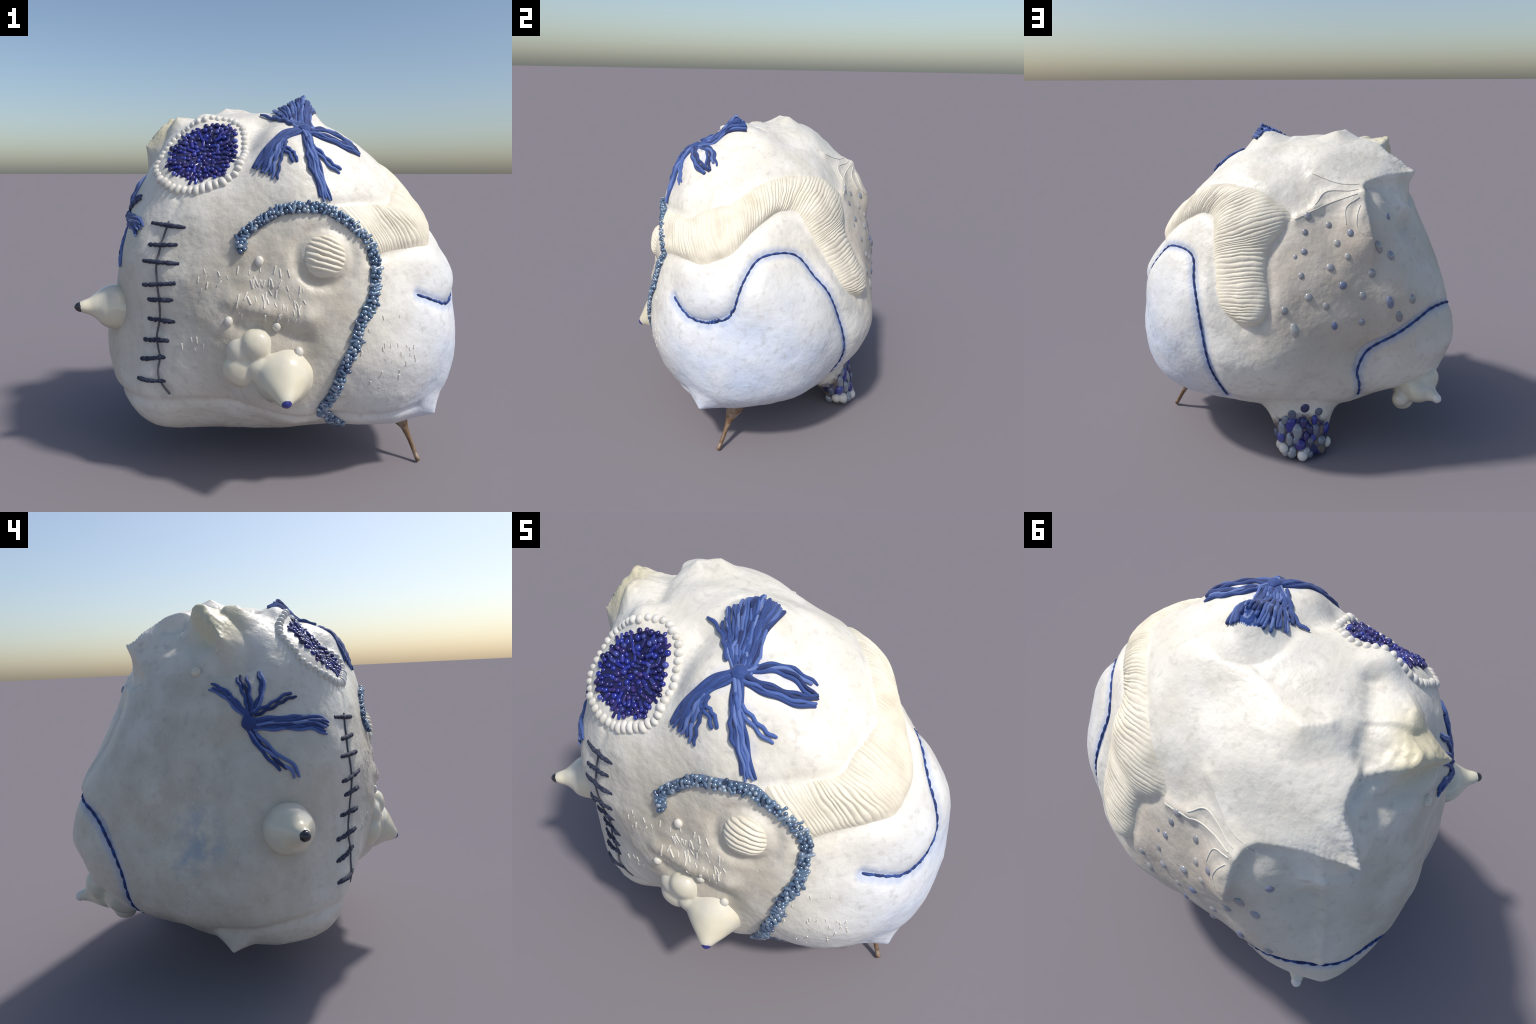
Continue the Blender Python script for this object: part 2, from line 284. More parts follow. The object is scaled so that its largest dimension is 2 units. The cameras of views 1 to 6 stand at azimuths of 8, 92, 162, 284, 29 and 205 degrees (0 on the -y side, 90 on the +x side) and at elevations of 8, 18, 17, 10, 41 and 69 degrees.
# ---------------------------------------------------------------- materials
def material(name, base, roughness=0.6, metallic=0.0, coat=0.0, vary=None, grain=None, bump=None, sheen=0.0, transmission=0.0, subsurface=0.0):
    """Principled material; vary = second colour mixed in by noise (scale), grain = per-object variation."""
    m = bpy.data.materials.new(name)
    m.use_nodes = True
    nt = m.node_tree
    b = nt.nodes["Principled BSDF"]
    b.inputs["Base Color"].default_value = (*base, 1)
    b.inputs["Roughness"].default_value = roughness
    b.inputs["Metallic"].default_value = metallic
    b.inputs["Coat Weight"].default_value = coat
    b.inputs["Coat Roughness"].default_value = 0.08
    b.inputs["Sheen Weight"].default_value = sheen
    b.inputs["Transmission Weight"].default_value = transmission
    tc = nt.nodes.new("ShaderNodeTexCoord")
    col = None
    if vary:
        colour, scale, low, high = vary
        n = nt.nodes.new("ShaderNodeTexNoise")
        n.inputs["Scale"].default_value = scale
        n.inputs["Detail"].default_value = 4
        nt.links.new(tc.outputs["Object"], n.inputs["Vector"])
        r = nt.nodes.new("ShaderNodeMapRange")
        r.inputs["From Min"].default_value = low
        r.inputs["From Max"].default_value = high
        nt.links.new(n.outputs["Fac"], r.inputs["Value"])
        x = nt.nodes.new("ShaderNodeMix")
        x.data_type = "RGBA"
        x.inputs["A"].default_value = (*base, 1)
        x.inputs["B"].default_value = (*colour, 1)
        nt.links.new(r.outputs["Result"], x.inputs["Factor"])
        col = x.outputs["Result"]
    if grain:
        info = nt.nodes.new("ShaderNodeObjectInfo")
        ramp = nt.nodes.new("ShaderNodeValToRGB")
        ramp.color_ramp.interpolation = "LINEAR"
        els = ramp.color_ramp.elements
        els[0].color = (*grain[0], 1)
        els[1].color = (*grain[-1], 1)
        for i, c in enumerate(grain[1:-1]):
            e = els.new((i + 1) / (len(grain) - 1))
            e.color = (*c, 1)
        nt.links.new(info.outputs["Random"], ramp.inputs["Fac"])
        col = ramp.outputs["Color"]
    if col is not None:
        nt.links.new(col, b.inputs["Base Color"])
    if bump:
        scale, strength, distance = bump
        n = nt.nodes.new("ShaderNodeTexNoise")
        n.inputs["Scale"].default_value = scale
        n.inputs["Detail"].default_value = 3
        nt.links.new(tc.outputs["Object"], n.inputs["Vector"])
        bn = nt.nodes.new("ShaderNodeBump")
        bn.inputs["Strength"].default_value = strength
        bn.inputs["Distance"].default_value = distance
        nt.links.new(n.outputs["Fac"], bn.inputs["Height"])
        nt.links.new(bn.outputs["Normal"], b.inputs["Normal"])
    return m


def spot_mask(nt, vector, centre, inner, outer):
    """1 inside a ball, 0 outside, soft between."""
    d = nt.nodes.new("ShaderNodeVectorMath")
    d.operation = "DISTANCE"
    d.inputs[1].default_value = centre
    nt.links.new(vector, d.inputs[0])
    r = nt.nodes.new("ShaderNodeMapRange")
    r.interpolation_type = "SMOOTHSTEP"
    r.inputs["From Min"].default_value = outer
    r.inputs["From Max"].default_value = inner
    nt.links.new(d.outputs["Value"], r.inputs["Value"])
    return r.outputs["Result"]


def line_mask(nt, vector, points, inner, outer):
    """1 near any of the points strung along a seam, 0 away from them."""
    last = None
    for p in points:
        d = nt.nodes.new("ShaderNodeVectorMath")
        d.operation = "DISTANCE"
        d.inputs[1].default_value = p
        nt.links.new(vector, d.inputs[0])
        if last is None:
            last = d.outputs["Value"]
        else:
            mn = nt.nodes.new("ShaderNodeMath")
            mn.operation = "MINIMUM"
            nt.links.new(last, mn.inputs[0])
            nt.links.new(d.outputs["Value"], mn.inputs[1])
            last = mn.outputs["Value"]
    r = nt.nodes.new("ShaderNodeMapRange")
    r.interpolation_type = "SMOOTHSTEP"
    r.inputs["From Min"].default_value = outer
    r.inputs["From Max"].default_value = inner
    nt.links.new(last, r.inputs["Value"])
    return r.outputs["Result"]


def math(nt, op, a, b):
    n = nt.nodes.new("ShaderNodeMath")
    n.operation = op
    for i, x in enumerate((a, b)):
        if isinstance(x, (int, float)):
            n.inputs[i].default_value = x
        else:
            nt.links.new(x, n.inputs[i])
    return n.outputs["Value"]


def mix(nt, fac, a, colour):
    x = nt.nodes.new("ShaderNodeMix")
    x.data_type = "RGBA"
    nt.links.new(fac, x.inputs["Factor"])
    if isinstance(a, tuple):
        x.inputs["A"].default_value = (*a, 1)
    else:
        nt.links.new(a, x.inputs["A"])
    if isinstance(colour, tuple):
        x.inputs["B"].default_value = (*colour, 1)
    else:
        nt.links.new(colour, x.inputs["B"])
    return x.outputs["Result"]


def noise_node(nt, vector, scale, detail=4, low=0.35, high=0.65):
    n = nt.nodes.new("ShaderNodeTexNoise")
    n.inputs["Scale"].default_value = scale
    n.inputs["Detail"].default_value = detail
    nt.links.new(vector, n.inputs["Vector"])
    r = nt.nodes.new("ShaderNodeMapRange")
    r.inputs["From Min"].default_value = low
    r.inputs["From Max"].default_value = high
    nt.links.new(n.outputs["Fac"], r.inputs["Value"])
    return r.outputs["Result"]


def skin_material():
    m = bpy.data.materials.new("ivory_cloth")
    m.use_nodes = True
    nt = m.node_tree
    b = nt.nodes["Principled BSDF"]
    v = nt.nodes.new("ShaderNodeTexCoord").outputs["Object"]
    IVORY, IVORY2 = (0.86, 0.82, 0.73), (0.75, 0.705, 0.60)
    col = mix(nt, noise_node(nt, v, 6.0, 6), IVORY, IVORY2)
    # darker, warmer felt inside the front panel and on the plain side
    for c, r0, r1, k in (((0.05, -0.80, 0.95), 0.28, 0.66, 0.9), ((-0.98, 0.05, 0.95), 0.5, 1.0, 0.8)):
        greige_patch = spot_mask(nt, v, c, r0, r1)
        greige_patch = math(nt, "MULTIPLY", greige_patch, math(nt, "ADD", 0.6, math(nt, "MULTIPLY", noise_node(nt, v, 7.0, 6, 0.35, 0.6), 0.4)))
        col = mix(nt, math(nt, "MULTIPLY", greige_patch, k), col, (0.50, 0.445, 0.35))
    # pale blue tint over the lower right side
    blue_tint = spot_mask(nt, v, (0.95, -0.05, 0.50), 0.25, 0.92)
    blue_tint = math(nt, "MULTIPLY", blue_tint, math(nt, "ADD", 0.55, math(nt, "MULTIPLY", noise_node(nt, v, 3.0, 3), 0.45)))
    col = mix(nt, blue_tint, col, (0.59, 0.68, 0.85))
    # tan back panel
    tan = spot_mask(nt, v, (-0.02, 0.84, 1.10), 0.30, 0.78)
    tan = math(nt, "MULTIPLY", tan, math(nt, "ADD", 0.7, math(nt, "MULTIPLY", noise_node(nt, v, 5.0, 5), 0.3)))
    col = mix(nt, tan, col, (0.57, 0.49, 0.39))
    # creamy horns
    horn = spot_mask(nt, v, (-0.66, -0.02, 1.82), 0.10, 0.24)
    col = mix(nt, horn, col, (0.70, 0.63, 0.43))
    # blue stain on the plain side
    for c, r0, r1 in (((-0.916, 0.019, 0.864), 0.02, 0.16), ((-0.928, 0.074, 0.71), 0.01, 0.11), ((-0.924, -0.03, 0.784), 0.02, 0.12)):
        s = math(nt, "MULTIPLY", spot_mask(nt, v, c, r0, r1), noise_node(nt, v, 14.0, 4, 0.4, 0.62))
        col = mix(nt, math(nt, "MULTIPLY", s, 0.6), col, (0.25, 0.35, 0.47))
    # dye bled from the seams, and grime along the ladder
    halo = line_mask(nt, v, [tuple(p[0]) for p in lay_line(WAVE_SEAM, 0.045)] + [tuple(p[0]) for p in lay_line(NOSE_SEAM, 0.045)], 0.018, 0.055)
    col = mix(nt, math(nt, "MULTIPLY", halo, 0.5), col, (0.30, 0.40, 0.64))
    grime = line_mask(nt, v, [tuple(p[0]) for p in lay_line(LADDER_SEAM[3:], 0.05)], 0.02, 0.07)
    grime = math(nt, "MULTIPLY", grime, noise_node(nt, v, 18.0, 4, 0.35, 0.6))
    col = mix(nt, math(nt, "MULTIPLY", grime, 0.45), col, (0.22, 0.22, 0.24))
    # dye rubbed off the yarn
    rub = line_mask(nt, v, [(0.13, -0.22, 1.91), (0.19, -0.20, 1.91), (0.20, -0.27, 1.86), (0.21, -0.34, 1.81), (0.25, -0.37, 1.77), (0.13, -0.45, 1.74), (0.06, -0.51, 1.69), (0.36, -0.33, 1.74), (0.42, -0.31, 1.70), (0.23, -0.50, 1.66), (0.27, -0.56, 1.55)], 0.02, 0.075)
    col = mix(nt, math(nt, "MULTIPLY", rub, 0.45), col, (0.50, 0.55, 0.75))
    # freckles of lighter and darker fibre
    col = mix(nt, math(nt, "MULTIPLY", noise_node(nt, v, 95.0, 3, 0.60, 0.74), 0.4), col, (0.80, 0.78, 0.73))
    col = mix(nt, math(nt, "MULTIPLY", noise_node(nt, v, 27.0, 4, 0.55, 0.75), 0.4), col, (0.40, 0.37, 0.33))
    col = mix(nt, math(nt, "MULTIPLY", noise_node(nt, v, 2.6, 5, 0.48, 0.66), 0.3), col, (0.62, 0.585, 0.50))
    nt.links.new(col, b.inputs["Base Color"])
    b.inputs["Roughness"].default_value = 0.43
    n = nt.nodes.new("ShaderNodeTexNoise")
    n.inputs["Scale"].default_value = 45
    n.inputs["Detail"].default_value = 5
    nt.links.new(v, n.inputs["Vector"])
    bn = nt.nodes.new("ShaderNodeBump")
    bn.inputs["Strength"].default_value = 0.35
    bn.inputs["Distance"].default_value = 0.008
    nt.links.new(n.outputs["Fac"], bn.inputs["Height"])
    nt.links.new(bn.outputs["Normal"], b.inputs["Normal"])
    return m


def foot_material():
    """Skin that turns into brown glue and navy glitter towards the sole."""
    m = skin_material()
    m.name = "crusted_foot"
    nt = m.node_tree
    b = nt.nodes["Principled BSDF"]
    v = nt.nodes.new("ShaderNodeTexCoord").outputs["Object"]
    cloth = b.inputs["Base Color"].links[0].from_socket
    glue = mix(nt, noise_node(nt, v, 16.0, 4, 0.42, 0.58), (0.20, 0.16, 0.12), (0.018, 0.024, 0.11))
    reach = spot_mask(nt, v, (0.165, 0.60, 0.07), 0.18, 0.27)
    ragged = math(nt, "ADD", math(nt, "MULTIPLY", reach, 1.7), math(nt, "MULTIPLY", noise_node(nt, v, 26.0, 4), -0.7))
    clamp = nt.nodes.new("ShaderNodeClamp")
    nt.links.new(ragged, clamp.inputs["Value"])
    nt.links.new(mix(nt, clamp.outputs["Result"], cloth, glue), b.inputs["Base Color"])
    b.inputs["Roughness"].default_value = 0.4
    return m


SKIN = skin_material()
YARN = material("blue_yarn", (0.055, 0.125, 0.43), 0.75, grain=[(0.010, 0.024, 0.11), (0.03, 0.075, 0.27), (0.022, 0.05, 0.19), (0.06, 0.12, 0.36), (0.16, 0.23, 0.48)], bump=(160, 0.5, 0.004), sheen=0.2)
FELT = material("blue_felt", (0.03, 0.075, 0.28), 0.85, vary=((0.30, 0.37, 0.62), 40, 0.52, 0.66), bump=(60, 0.6, 0.01))
THREAD = material("navy_thread", (0.012, 0.03, 0.13), 0.8, vary=((0.03, 0.08, 0.30), 40, 0.45, 0.65), bump=(220, 0.4, 0.003))
PALE_THREAD = material("pale_thread", (0.70, 0.68, 0.60), 0.5)
CORD = material("blue_cord", (0.03, 0.075, 0.27), 0.8, bump=(200, 0.4, 0.003))
BLACK_THREAD = material("black_thread", (0.018, 0.022, 0.05), 0.75, vary=((0.05, 0.06, 0.10), 60, 0.4, 0.7), bump=(220, 0.4, 0.003))
SEAM_DARK = material("seam_shadow_thread", (0.10, 0.10, 0.12), 0.8)
CREAM = material("cream_glaze", (0.76, 0.70, 0.53), 0.2, coat=0.5, vary=((0.68, 0.64, 0.53), 7, 0.4, 0.6))
GATHER = material("cream_gathered_cloth", (0.82, 0.755, 0.61), 0.55, vary=((0.72, 0.655, 0.52), 12, 0.4, 0.65), bump=(70, 0.3, 0.006))
PEARL = material("pearl", (0.72, 0.69, 0.62), 0.2, coat=0.3, grain=[(0.64, 0.61, 0.54), (0.76, 0.73, 0.67)])
BLUE_GLASS = material("blue_glass_beads", (0.02, 0.03, 0.3), 0.12, coat=0.6, grain=[(0.008, 0.008, 0.06), (0.014, 0.016, 0.20), (0.02, 0.035, 0.30), (0.045, 0.028, 0.16), (0.010, 0.010, 0.10), (0.07, 0.09, 0.36)])
NAVY = material("navy_backing", (0.012, 0.012, 0.07), 0.5, bump=(60, 0.4, 0.006))
SILVER_GLASS = material("steel_blue_beads", (0.2, 0.28, 0.4), 0.16, metallic=0.55, coat=0.5, grain=[(0.06, 0.09, 0.16), (0.22, 0.32, 0.44), (0.12, 0.20, 0.32), (0.42, 0.50, 0.58), (0.10, 0.14, 0.24)])
BAND_CLOTH = material("slate_blue_braid", (0.06, 0.09, 0.17), 0.7, vary=((0.14, 0.20, 0.32), 40, 0.4, 0.6))
CLEAR = material("clear_beads", (0.5, 0.52, 0.55), 0.1, coat=0.6, metallic=0.2, grain=[(0.50, 0.48, 0.44), (0.26, 0.27, 0.29), (0.46, 0.45, 0.42), (0.09, 0.13, 0.30), (0.40, 0.40, 0.38)])
FOOT_GLASS = material("foot_glass_beads", (0.2, 0.22, 0.26), 0.1, coat=0.6, metallic=0.15, grain=[(0.10, 0.12, 0.17), (0.34, 0.37, 0.40), (0.02, 0.025, 0.11), (0.18, 0.21, 0.26), (0.42, 0.43, 0.44)])
WHITE_FLECK = material("white_flecks", (0.72, 0.685, 0.60), 0.25, coat=0.4)
CRUST = foot_material()
BRONZE = material("bronze_rod", (0.20, 0.12, 0.065), 0.42, metallic=0.35, vary=((0.36, 0.27, 0.20), 25, 0.45, 0.65), bump=(50, 0.4, 0.004))
DARK_METAL = material("gunmetal", (0.06, 0.06, 0.065), 0.14, metallic=0.7, coat=0.5)
TIP_BLUE = material("blue_tip", (0.025, 0.03, 0.20), 0.2, coat=0.6)

# ------------------------------------------------------------------- helpers
root = bpy.data.objects.new("beaded_cloth_creature", None)
root.empty_display_size = 0.2
bpy.context.collection.objects.link(root)
root["label"] = "stuffed ivory cloth creature with beads, blue yarn and embroidery"
root["category"] = "soft sculpture"


def put(name, mesh, parent=root, mat=None, smooth=True, matrix=None):
    ob = bpy.data.objects.new(name, mesh)
    bpy.context.collection.objects.link(ob)
    ob.parent = parent
    if mat is not None and not mesh.materials:
        mesh.materials.append(mat)
    if smooth and len(mesh.polygons):
        mesh.polygons.foreach_set("use_smooth", [True] * len(mesh.polygons))
    if matrix is not None:
        ob.matrix_world = matrix
    return ob


def mesh_from(name, verts, polys):
    me = bpy.data.meshes.new(name)
    me.from_pydata([tuple(v) for v in verts], [], [tuple(p) for p in polys])
    me.update()
    return me


def frame(co, no, along=None, scale=(1, 1, 1)):
    """Matrix with z = normal, x as near to `along` as possible."""
    z = Vector(no).normalized()
    a = Vector(along) if along is not None else Vector((0.3, 0.2, 1))
    x = a - z * a.dot(z)
    if x.length < 1e-5:
        x = Vector((1, 0, 0)) - z * z.x
    x.normalize()
    y = z.cross(x)
    m = Matrix((x, y, z)).transposed().to_4x4()
    m.translation = co
    return m @ Matrix.Diagonal((*scale, 1))


def ball(name, radius, seg=16, rings=10):
    b = bmesh.new()
    bmesh.ops.create_uvsphere(b, u_segments=seg, v_segments=rings, radius=radius)
    me = bpy.data.meshes.new(name)
    b.to_mesh(me)
    b.free()
    return me


def tube(name, path, radii, sides=8, round_ends=True):
    """Tube along path (list of Vectors)."""
    p = [Vector(q) for q in path]
    if not hasattr(radii, "__len__"):
        radii = [radii] * len(p)
    rings, rad = [], []
    if round_ends:
        t0, t1 = (p[1] - p[0]).normalized(), (p[-1] - p[-2]).normalized()
        pre = [(p[0] - t0 * radii[0] * s, radii[0] * c) for s, c in ((0.95, 0.25), (0.7, 0.7), (0.35, 0.93))]
        post = [(p[-1] + t1 * radii[-1] * s, radii[-1] * c) for s, c in ((0.35, 0.93), (0.7, 0.7), (0.95, 0.25))]
        seq = pre + list(zip(p, radii)) + post
    else:
        seq = list(zip(p, radii))
    pts = [s[0] for s in seq]
    up = Vector((0.13, 0.31, 0.94))
    verts, polys = [], []
    for i, (c, r) in enumerate(seq):
        t = (pts[min(i + 1, len(pts) - 1)] - pts[max(i - 1, 0)]).normalized()
        x = up - t * up.dot(t)
        if x.length < 1e-4:
            x = Vector((1, 0, 0)) - t * t.x
        x.normalize()
        up = x
        y = t.cross(x)
        for k in range(sides):
            a = 2 * np.pi * k / sides
            verts.append(c + x * (r * np.cos(a)) + y * (r * np.sin(a)))
    for i in range(len(seq) - 1):
        for k in range(sides):
            k2 = (k + 1) % sides
            polys.append((i * sides + k, i * sides + k2, (i + 1) * sides + k2, (i + 1) * sides + k))
    polys.append(tuple(range(sides))[::-1])
    polys.append(tuple((len(seq) - 1) * sides + k for k in range(sides)))
    return mesh_from(name, verts, polys)


def join(meshes, name):
    verts, polys = [], []
    for me, mat in meshes:
        off = len(verts)
        verts += [mat @ v.co for v in me.vertices]
        polys += [tuple(off + i for i in f.vertices) for f in me.polygons]
    return mesh_from(name, verts, polys)


# ---------------------------------------------------- the body and its regions
whole = mesh_from("whole_skin", skin_pts.tolist(), faces.tolist())
whole_normals = np.empty(len(skin_pts) * 3, np.float32)
whole.vertex_normals.foreach_get("vector", whole_normals)
whole_normals = whole_normals.reshape(-1, 3)
centre_of = skin_pts[faces].mean(1)
region = np.array(["body"] * len(faces), dtype=object)


def claim(name, centre, reach):
    d = np.linalg.norm(centre_of - np.array(centre), axis=1)
    region[(d < reach) & (region == "body")] = name


claim("yarn_peak", (0.163, -0.168, 1.972), 0.085)
claim("yarn_peak", (0.15, -0.20, 1.93), 0.095)
claim("yarn_peak", (0.15, -0.26, 1.88), 0.075)
claim("yarn_peak", (0.16, -0.33, 1.82), 0.055)
claim("horn", (-0.615, 0.07, 1.872), 0.10)
claim("horn.001", (-0.535, -0.112, 1.86), 0.09)
claim("horn.002", (-0.735, -0.085, 1.74), 0.10)
claim("ridge", (-0.612, 0.452, 1.712), 0.13)
claim("ridge.001", (-0.198, 0.733, 1.397), 0.10)
region[(centre_of[:, 2] < 0.30) & (np.linalg.norm(centre_of[:, :2] - np.array([0.165, 0.545]), axis=1) < 0.24)] = "foot"
claim("spur", (-0.85, -0.094, 0.235), 0.07)
parts = {}
for name in ["body", "yarn_peak", "horn", "horn.001", "horn.002", "ridge", "ridge.001", "foot", "spur"]:
    f = faces[region == name]
    used, inv = np.unique(f, return_inverse=True)
    me = mesh_from(name.split(".")[0], skin_pts[used].tolist(), inv.reshape(-1, 3).tolist())
    me.polygons.foreach_set("use_smooth", [True] * len(me.polygons))
    me.normals_split_custom_set_from_vertices(whole_normals[used].tolist())
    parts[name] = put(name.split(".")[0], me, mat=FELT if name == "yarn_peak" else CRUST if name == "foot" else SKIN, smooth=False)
bpy.data.meshes.remove(whole)

# ------------------------------------------------------------- gathered band
def loft_band():
    n_s, n_v = 900, 34
    up, lo = np.array(GATHER_UPPER), np.array(GATHER_LOWER)
    k = np.linspace(0, len(up) - 1, 400)

    def spline(p):
        q = np.vstack([2 * p[0] - p[1], p, 2 * p[-1] - p[-2]])
        i = np.minimum(k.astype(int), len(p) - 2)
        t = (k - i)[:, None]
        return cubic(q[i], q[i + 1], q[i + 2], q[i + 3], t)

    u, l = spline(up), spline(lo)
    mid = (u + l) / 2
    s = np.concatenate([[0], np.cumsum(np.linalg.norm(np.diff(mid, axis=0), axis=1))])
    grid = np.linspace(0, s[-1], n_s)
    u = np.stack([np.interp(grid, s, u[:, i]) for i in range(3)], 1)
    l = np.stack([np.interp(grid, s, l[:, i]) for i in range(3)], 1)
    # pleats of uneven width
    r = np.random.default_rng(5)
    edges = np.cumsum(r.uniform(0.010, 0.030, 260))
    phase = np.interp(grid, edges, np.arange(260))
    verts, polys = [], []
    for i in range(n_s):
        end = min(1, (grid[i]) / 0.03, (s[-1] - grid[i]) / 0.05)
        a = grid[i] / s[-1]
        pleat = 0.0062 if a < 0.55 else 0.0055
        for j in range(n_v):
            v = j / (n_v - 1)
            wob = 0.006 * noise.noise(Vector((grid[i] * 14, v * 3, 0.5)))
            p = u[i] * (1 - v - wob * 3) + l[i] * (v + wob * 3)
            co, no = lay(p)
            arch = np.sin(np.pi * v) ** 0.55
            ph = phase[i] + 0.55 * noise.noise(Vector((grid[i] * 9, v * 2.2, 3.1))) + 0.25 * noise.noise(Vector((grid[i] * 25, v * 5, 7.7)))
            fold = abs(np.sin(np.pi * ph)) ** 0.7
            puff = 0.027 + 0.016 * noise.noise(Vector((grid[i] * 4, 0.3, 9.0)))
            # the puff leans to the lower edge in front, to the outer edge behind
            lean = 1 + 0.35 * (v - 0.5) * (1 if a < 0.55 else -1)
            depth = pleat * (1.1 + 1.3 * noise.noise(Vector((grid[i] * 9, v * 1.5, 5.5)))) * (1.25 - 0.75 * v if a < 0.5 else 1)
            h = arch * max(0, end) ** 0.5 * (puff * lean + depth * (fold - 0.6)) - 0.007
            verts.append(co + no * h)
    for i in range(n_s - 1):
        for j in range(n_v - 1):
            a = i * n_v + j
            polys.append((a, a + 1, a + n_v + 1, a + n_v))
    return mesh_from("gathered_band", verts, polys)


def outward(me):
    b = bmesh.new()
    b.from_mesh(me)
    c = Vector(CENTRE)
    away = sum((1 if f.normal.dot(f.calc_center_median() - c) > 0 else -1) for f in b.faces)
    if away < 0:
        bmesh.ops.reverse_faces(b, faces=b.faces)
    b.to_mesh(me)
    b.free()
    return me


put("gathered_band", outward(loft_band()), mat=GATHER)

# ------------------------------------------------------------- pleated patch
def pleated_patch():
    co, no = lay((0.30, -0.655, 1.185))
    right = Vector((0.93, 0.36, 0.0))
    right = (right - no * right.dot(no)).normalized()
    up = no.cross(right) * (1 if no.cross(right).z > 0 else -1)
    n_r, n_a = 46, 160
    verts, polys = [], []
    for i in range(n_r + 1):
        rho = i / n_r
        for k in range(n_a):
            a = 2 * np.pi * k / n_a
            # flat-sided on the left, tapering to the right
            rx = 0.118 * (1 - 0.10 * np.cos(a)) if np.cos(a) > 0 else 0.112 / max(1, abs(np.cos(a)) ** 0.5 * 1.12)
            x, y = rho * rx * np.cos(a), rho * 0.115 * np.sin(a)
            c, n = lay(co + right * x + up * y)
            # folds fan out from the right-hand edge
            q = (y + 0.38 * x) / (1 + 1.6 * (0.12 - x)) + 0.004 * noise.noise(Vector((x * 30, y * 30, 1)))
            fold = abs(np.sin(np.pi * q / 0.0215)) ** 0.8
            calm = min(1, max(0, (y + 0.085) / 0.03))
            h = 0.028 * (1 - rho ** 2.6) + 0.010 * (fold - 0.5) * (1 - rho ** 6) * calm - 0.006
            verts.append(c + n * h)
    for i in range(n_r):
        for k in range(n_a):
            k2 = (k + 1) % n_a
            polys.append((i * n_a + k, i * n_a + k2, (i + 1) * n_a + k2, (i + 1) * n_a + k))
    return mesh_from("pleated_patch", verts, polys)


put("pleated_patch", outward(pleated_patch()), mat=GATHER)

# ------------------------------------------------------- the jewelled round eye
eye_mid = Vector(np.mean(EYE_EDGE, axis=0))
edge = polyline(EYE_EDGE + EYE_EDGE[:1], 0.01)[:-1]
verts, polys = [], []
n_e = len(edge)
for i in range(11):
    t = i / 10
    for e in edge.tolist():
        co, no = lay(eye_mid.lerp(Vector(e), t))
        verts.append(co + no * (0.001 if i < 10 else -0.008))
for i in range(10):
    for k in range(n_e):
        k2 = (k + 1) % n_e
        polys.append((i * n_e + k, i * n_e + k2, (i + 1) * n_e + k2, (i + 1) * n_e + k))
eye = put("jewel_disc", outward(mesh_from("jewel_disc", verts, polys)), mat=NAVY)

seed_bead = ball("glass_bead", 0.0135)
bugle = tube("glass_bugle", [(-0.016, 0, 0), (-0.008, 0, 0), (0.008, 0, 0), (0.016, 0, 0)], 0.0095, 8)
for me in (seed_bead, bugle):
    me.materials.append(BLUE_GLASS)
placed = []
for tries in range(9000):
    a, rr = rng.uniform(0, n_e), np.sqrt(rng.uniform(0, 1)) * 0.96
    p = eye_mid.lerp(Vector(edge[int(a)]), rr)
    co, no = lay(p)
    if all((co - q).length > 0.0215 for q in placed):
        placed.append(co)
        rim = co - eye_mid
        if rng.random() < 0.72:
            s = rng.uniform(0.8, 1.15)
            m = frame(co + no * rng.uniform(-0.006, 0.006), no, rim, (s, s * rng.uniform(0.8, 1.0), s * 0.9))
            put("glass_bead", seed_bead, eye, matrix=m)
        else:
            along = rim if rng.random() < 0.5 else Vector(rng.normal(size=3))
            m = frame(co + no * rng.uniform(-0.006, 0.005), no, along + no * 0.2, (rng.uniform(0.6, 0.95), 1, 1))
            put("glass_bugle", bugle, eye, matrix=m)

pearl = ball("pearl", 0.0200, 20, 12)
pearl.materials.append(PEARL)
ring = polyline(PEARL_RING + PEARL_RING[:1], 0.0335)[:-1]
for i, p in enumerate(ring.tolist()):
    co, no = lay(p)
    radial = co - eye_mid
    s = rng.uniform(0.9, 1.12)
    long = 1.0 + 0.45 * max(0.0, -radial.normalized().z) + rng.uniform(-0.08, 0.1)
    put("pearl", pearl, eye, matrix=frame(co - no * 0.004 + radial.normalized() * rng.uniform(-0.004, 0.004), no, radial, (s * long, s * 0.86, s)))

# --------------------------------------------------------------- bead-work arc
line = lay_line(BEAD_BAND, 0.0195)
verts, polys = [], []
n_w = 9
for i, (co, no) in enumerate(line):
    t = (line[min(i + 1, len(line) - 1)][0] - line[max(i - 1, 0)][0]).normalized()
    side = no.cross(t)
    for j in range(n_w):
        w = (j / (n_w - 1) - 0.5) * 2
        c, n = lay(co + side * w * 0.028)
        verts.append(c + n * (0.016 * (1 - w * w) ** 0.5 - 0.004))
for i in range(len(line) - 1):
    for j in range(n_w - 1):
        a = i * n_w + j
        polys.append((a, a + 1, a + n_w + 1, a + n_w))
arc = put("beaded_arc", outward(mesh_from("beaded_arc", verts, polys)), mat=BAND_CLOTH)
steel = ball("steel_bead", 0.0118, 14, 9)
steel_tube = tube("steel_bugle", [(-0.013, 0, 0), (-0.006, 0, 0), (0.006, 0, 0), (0.013, 0, 0)], 0.0088, 8)
for me in (steel, steel_tube):
    me.materials.append(SILVER_GLASS)
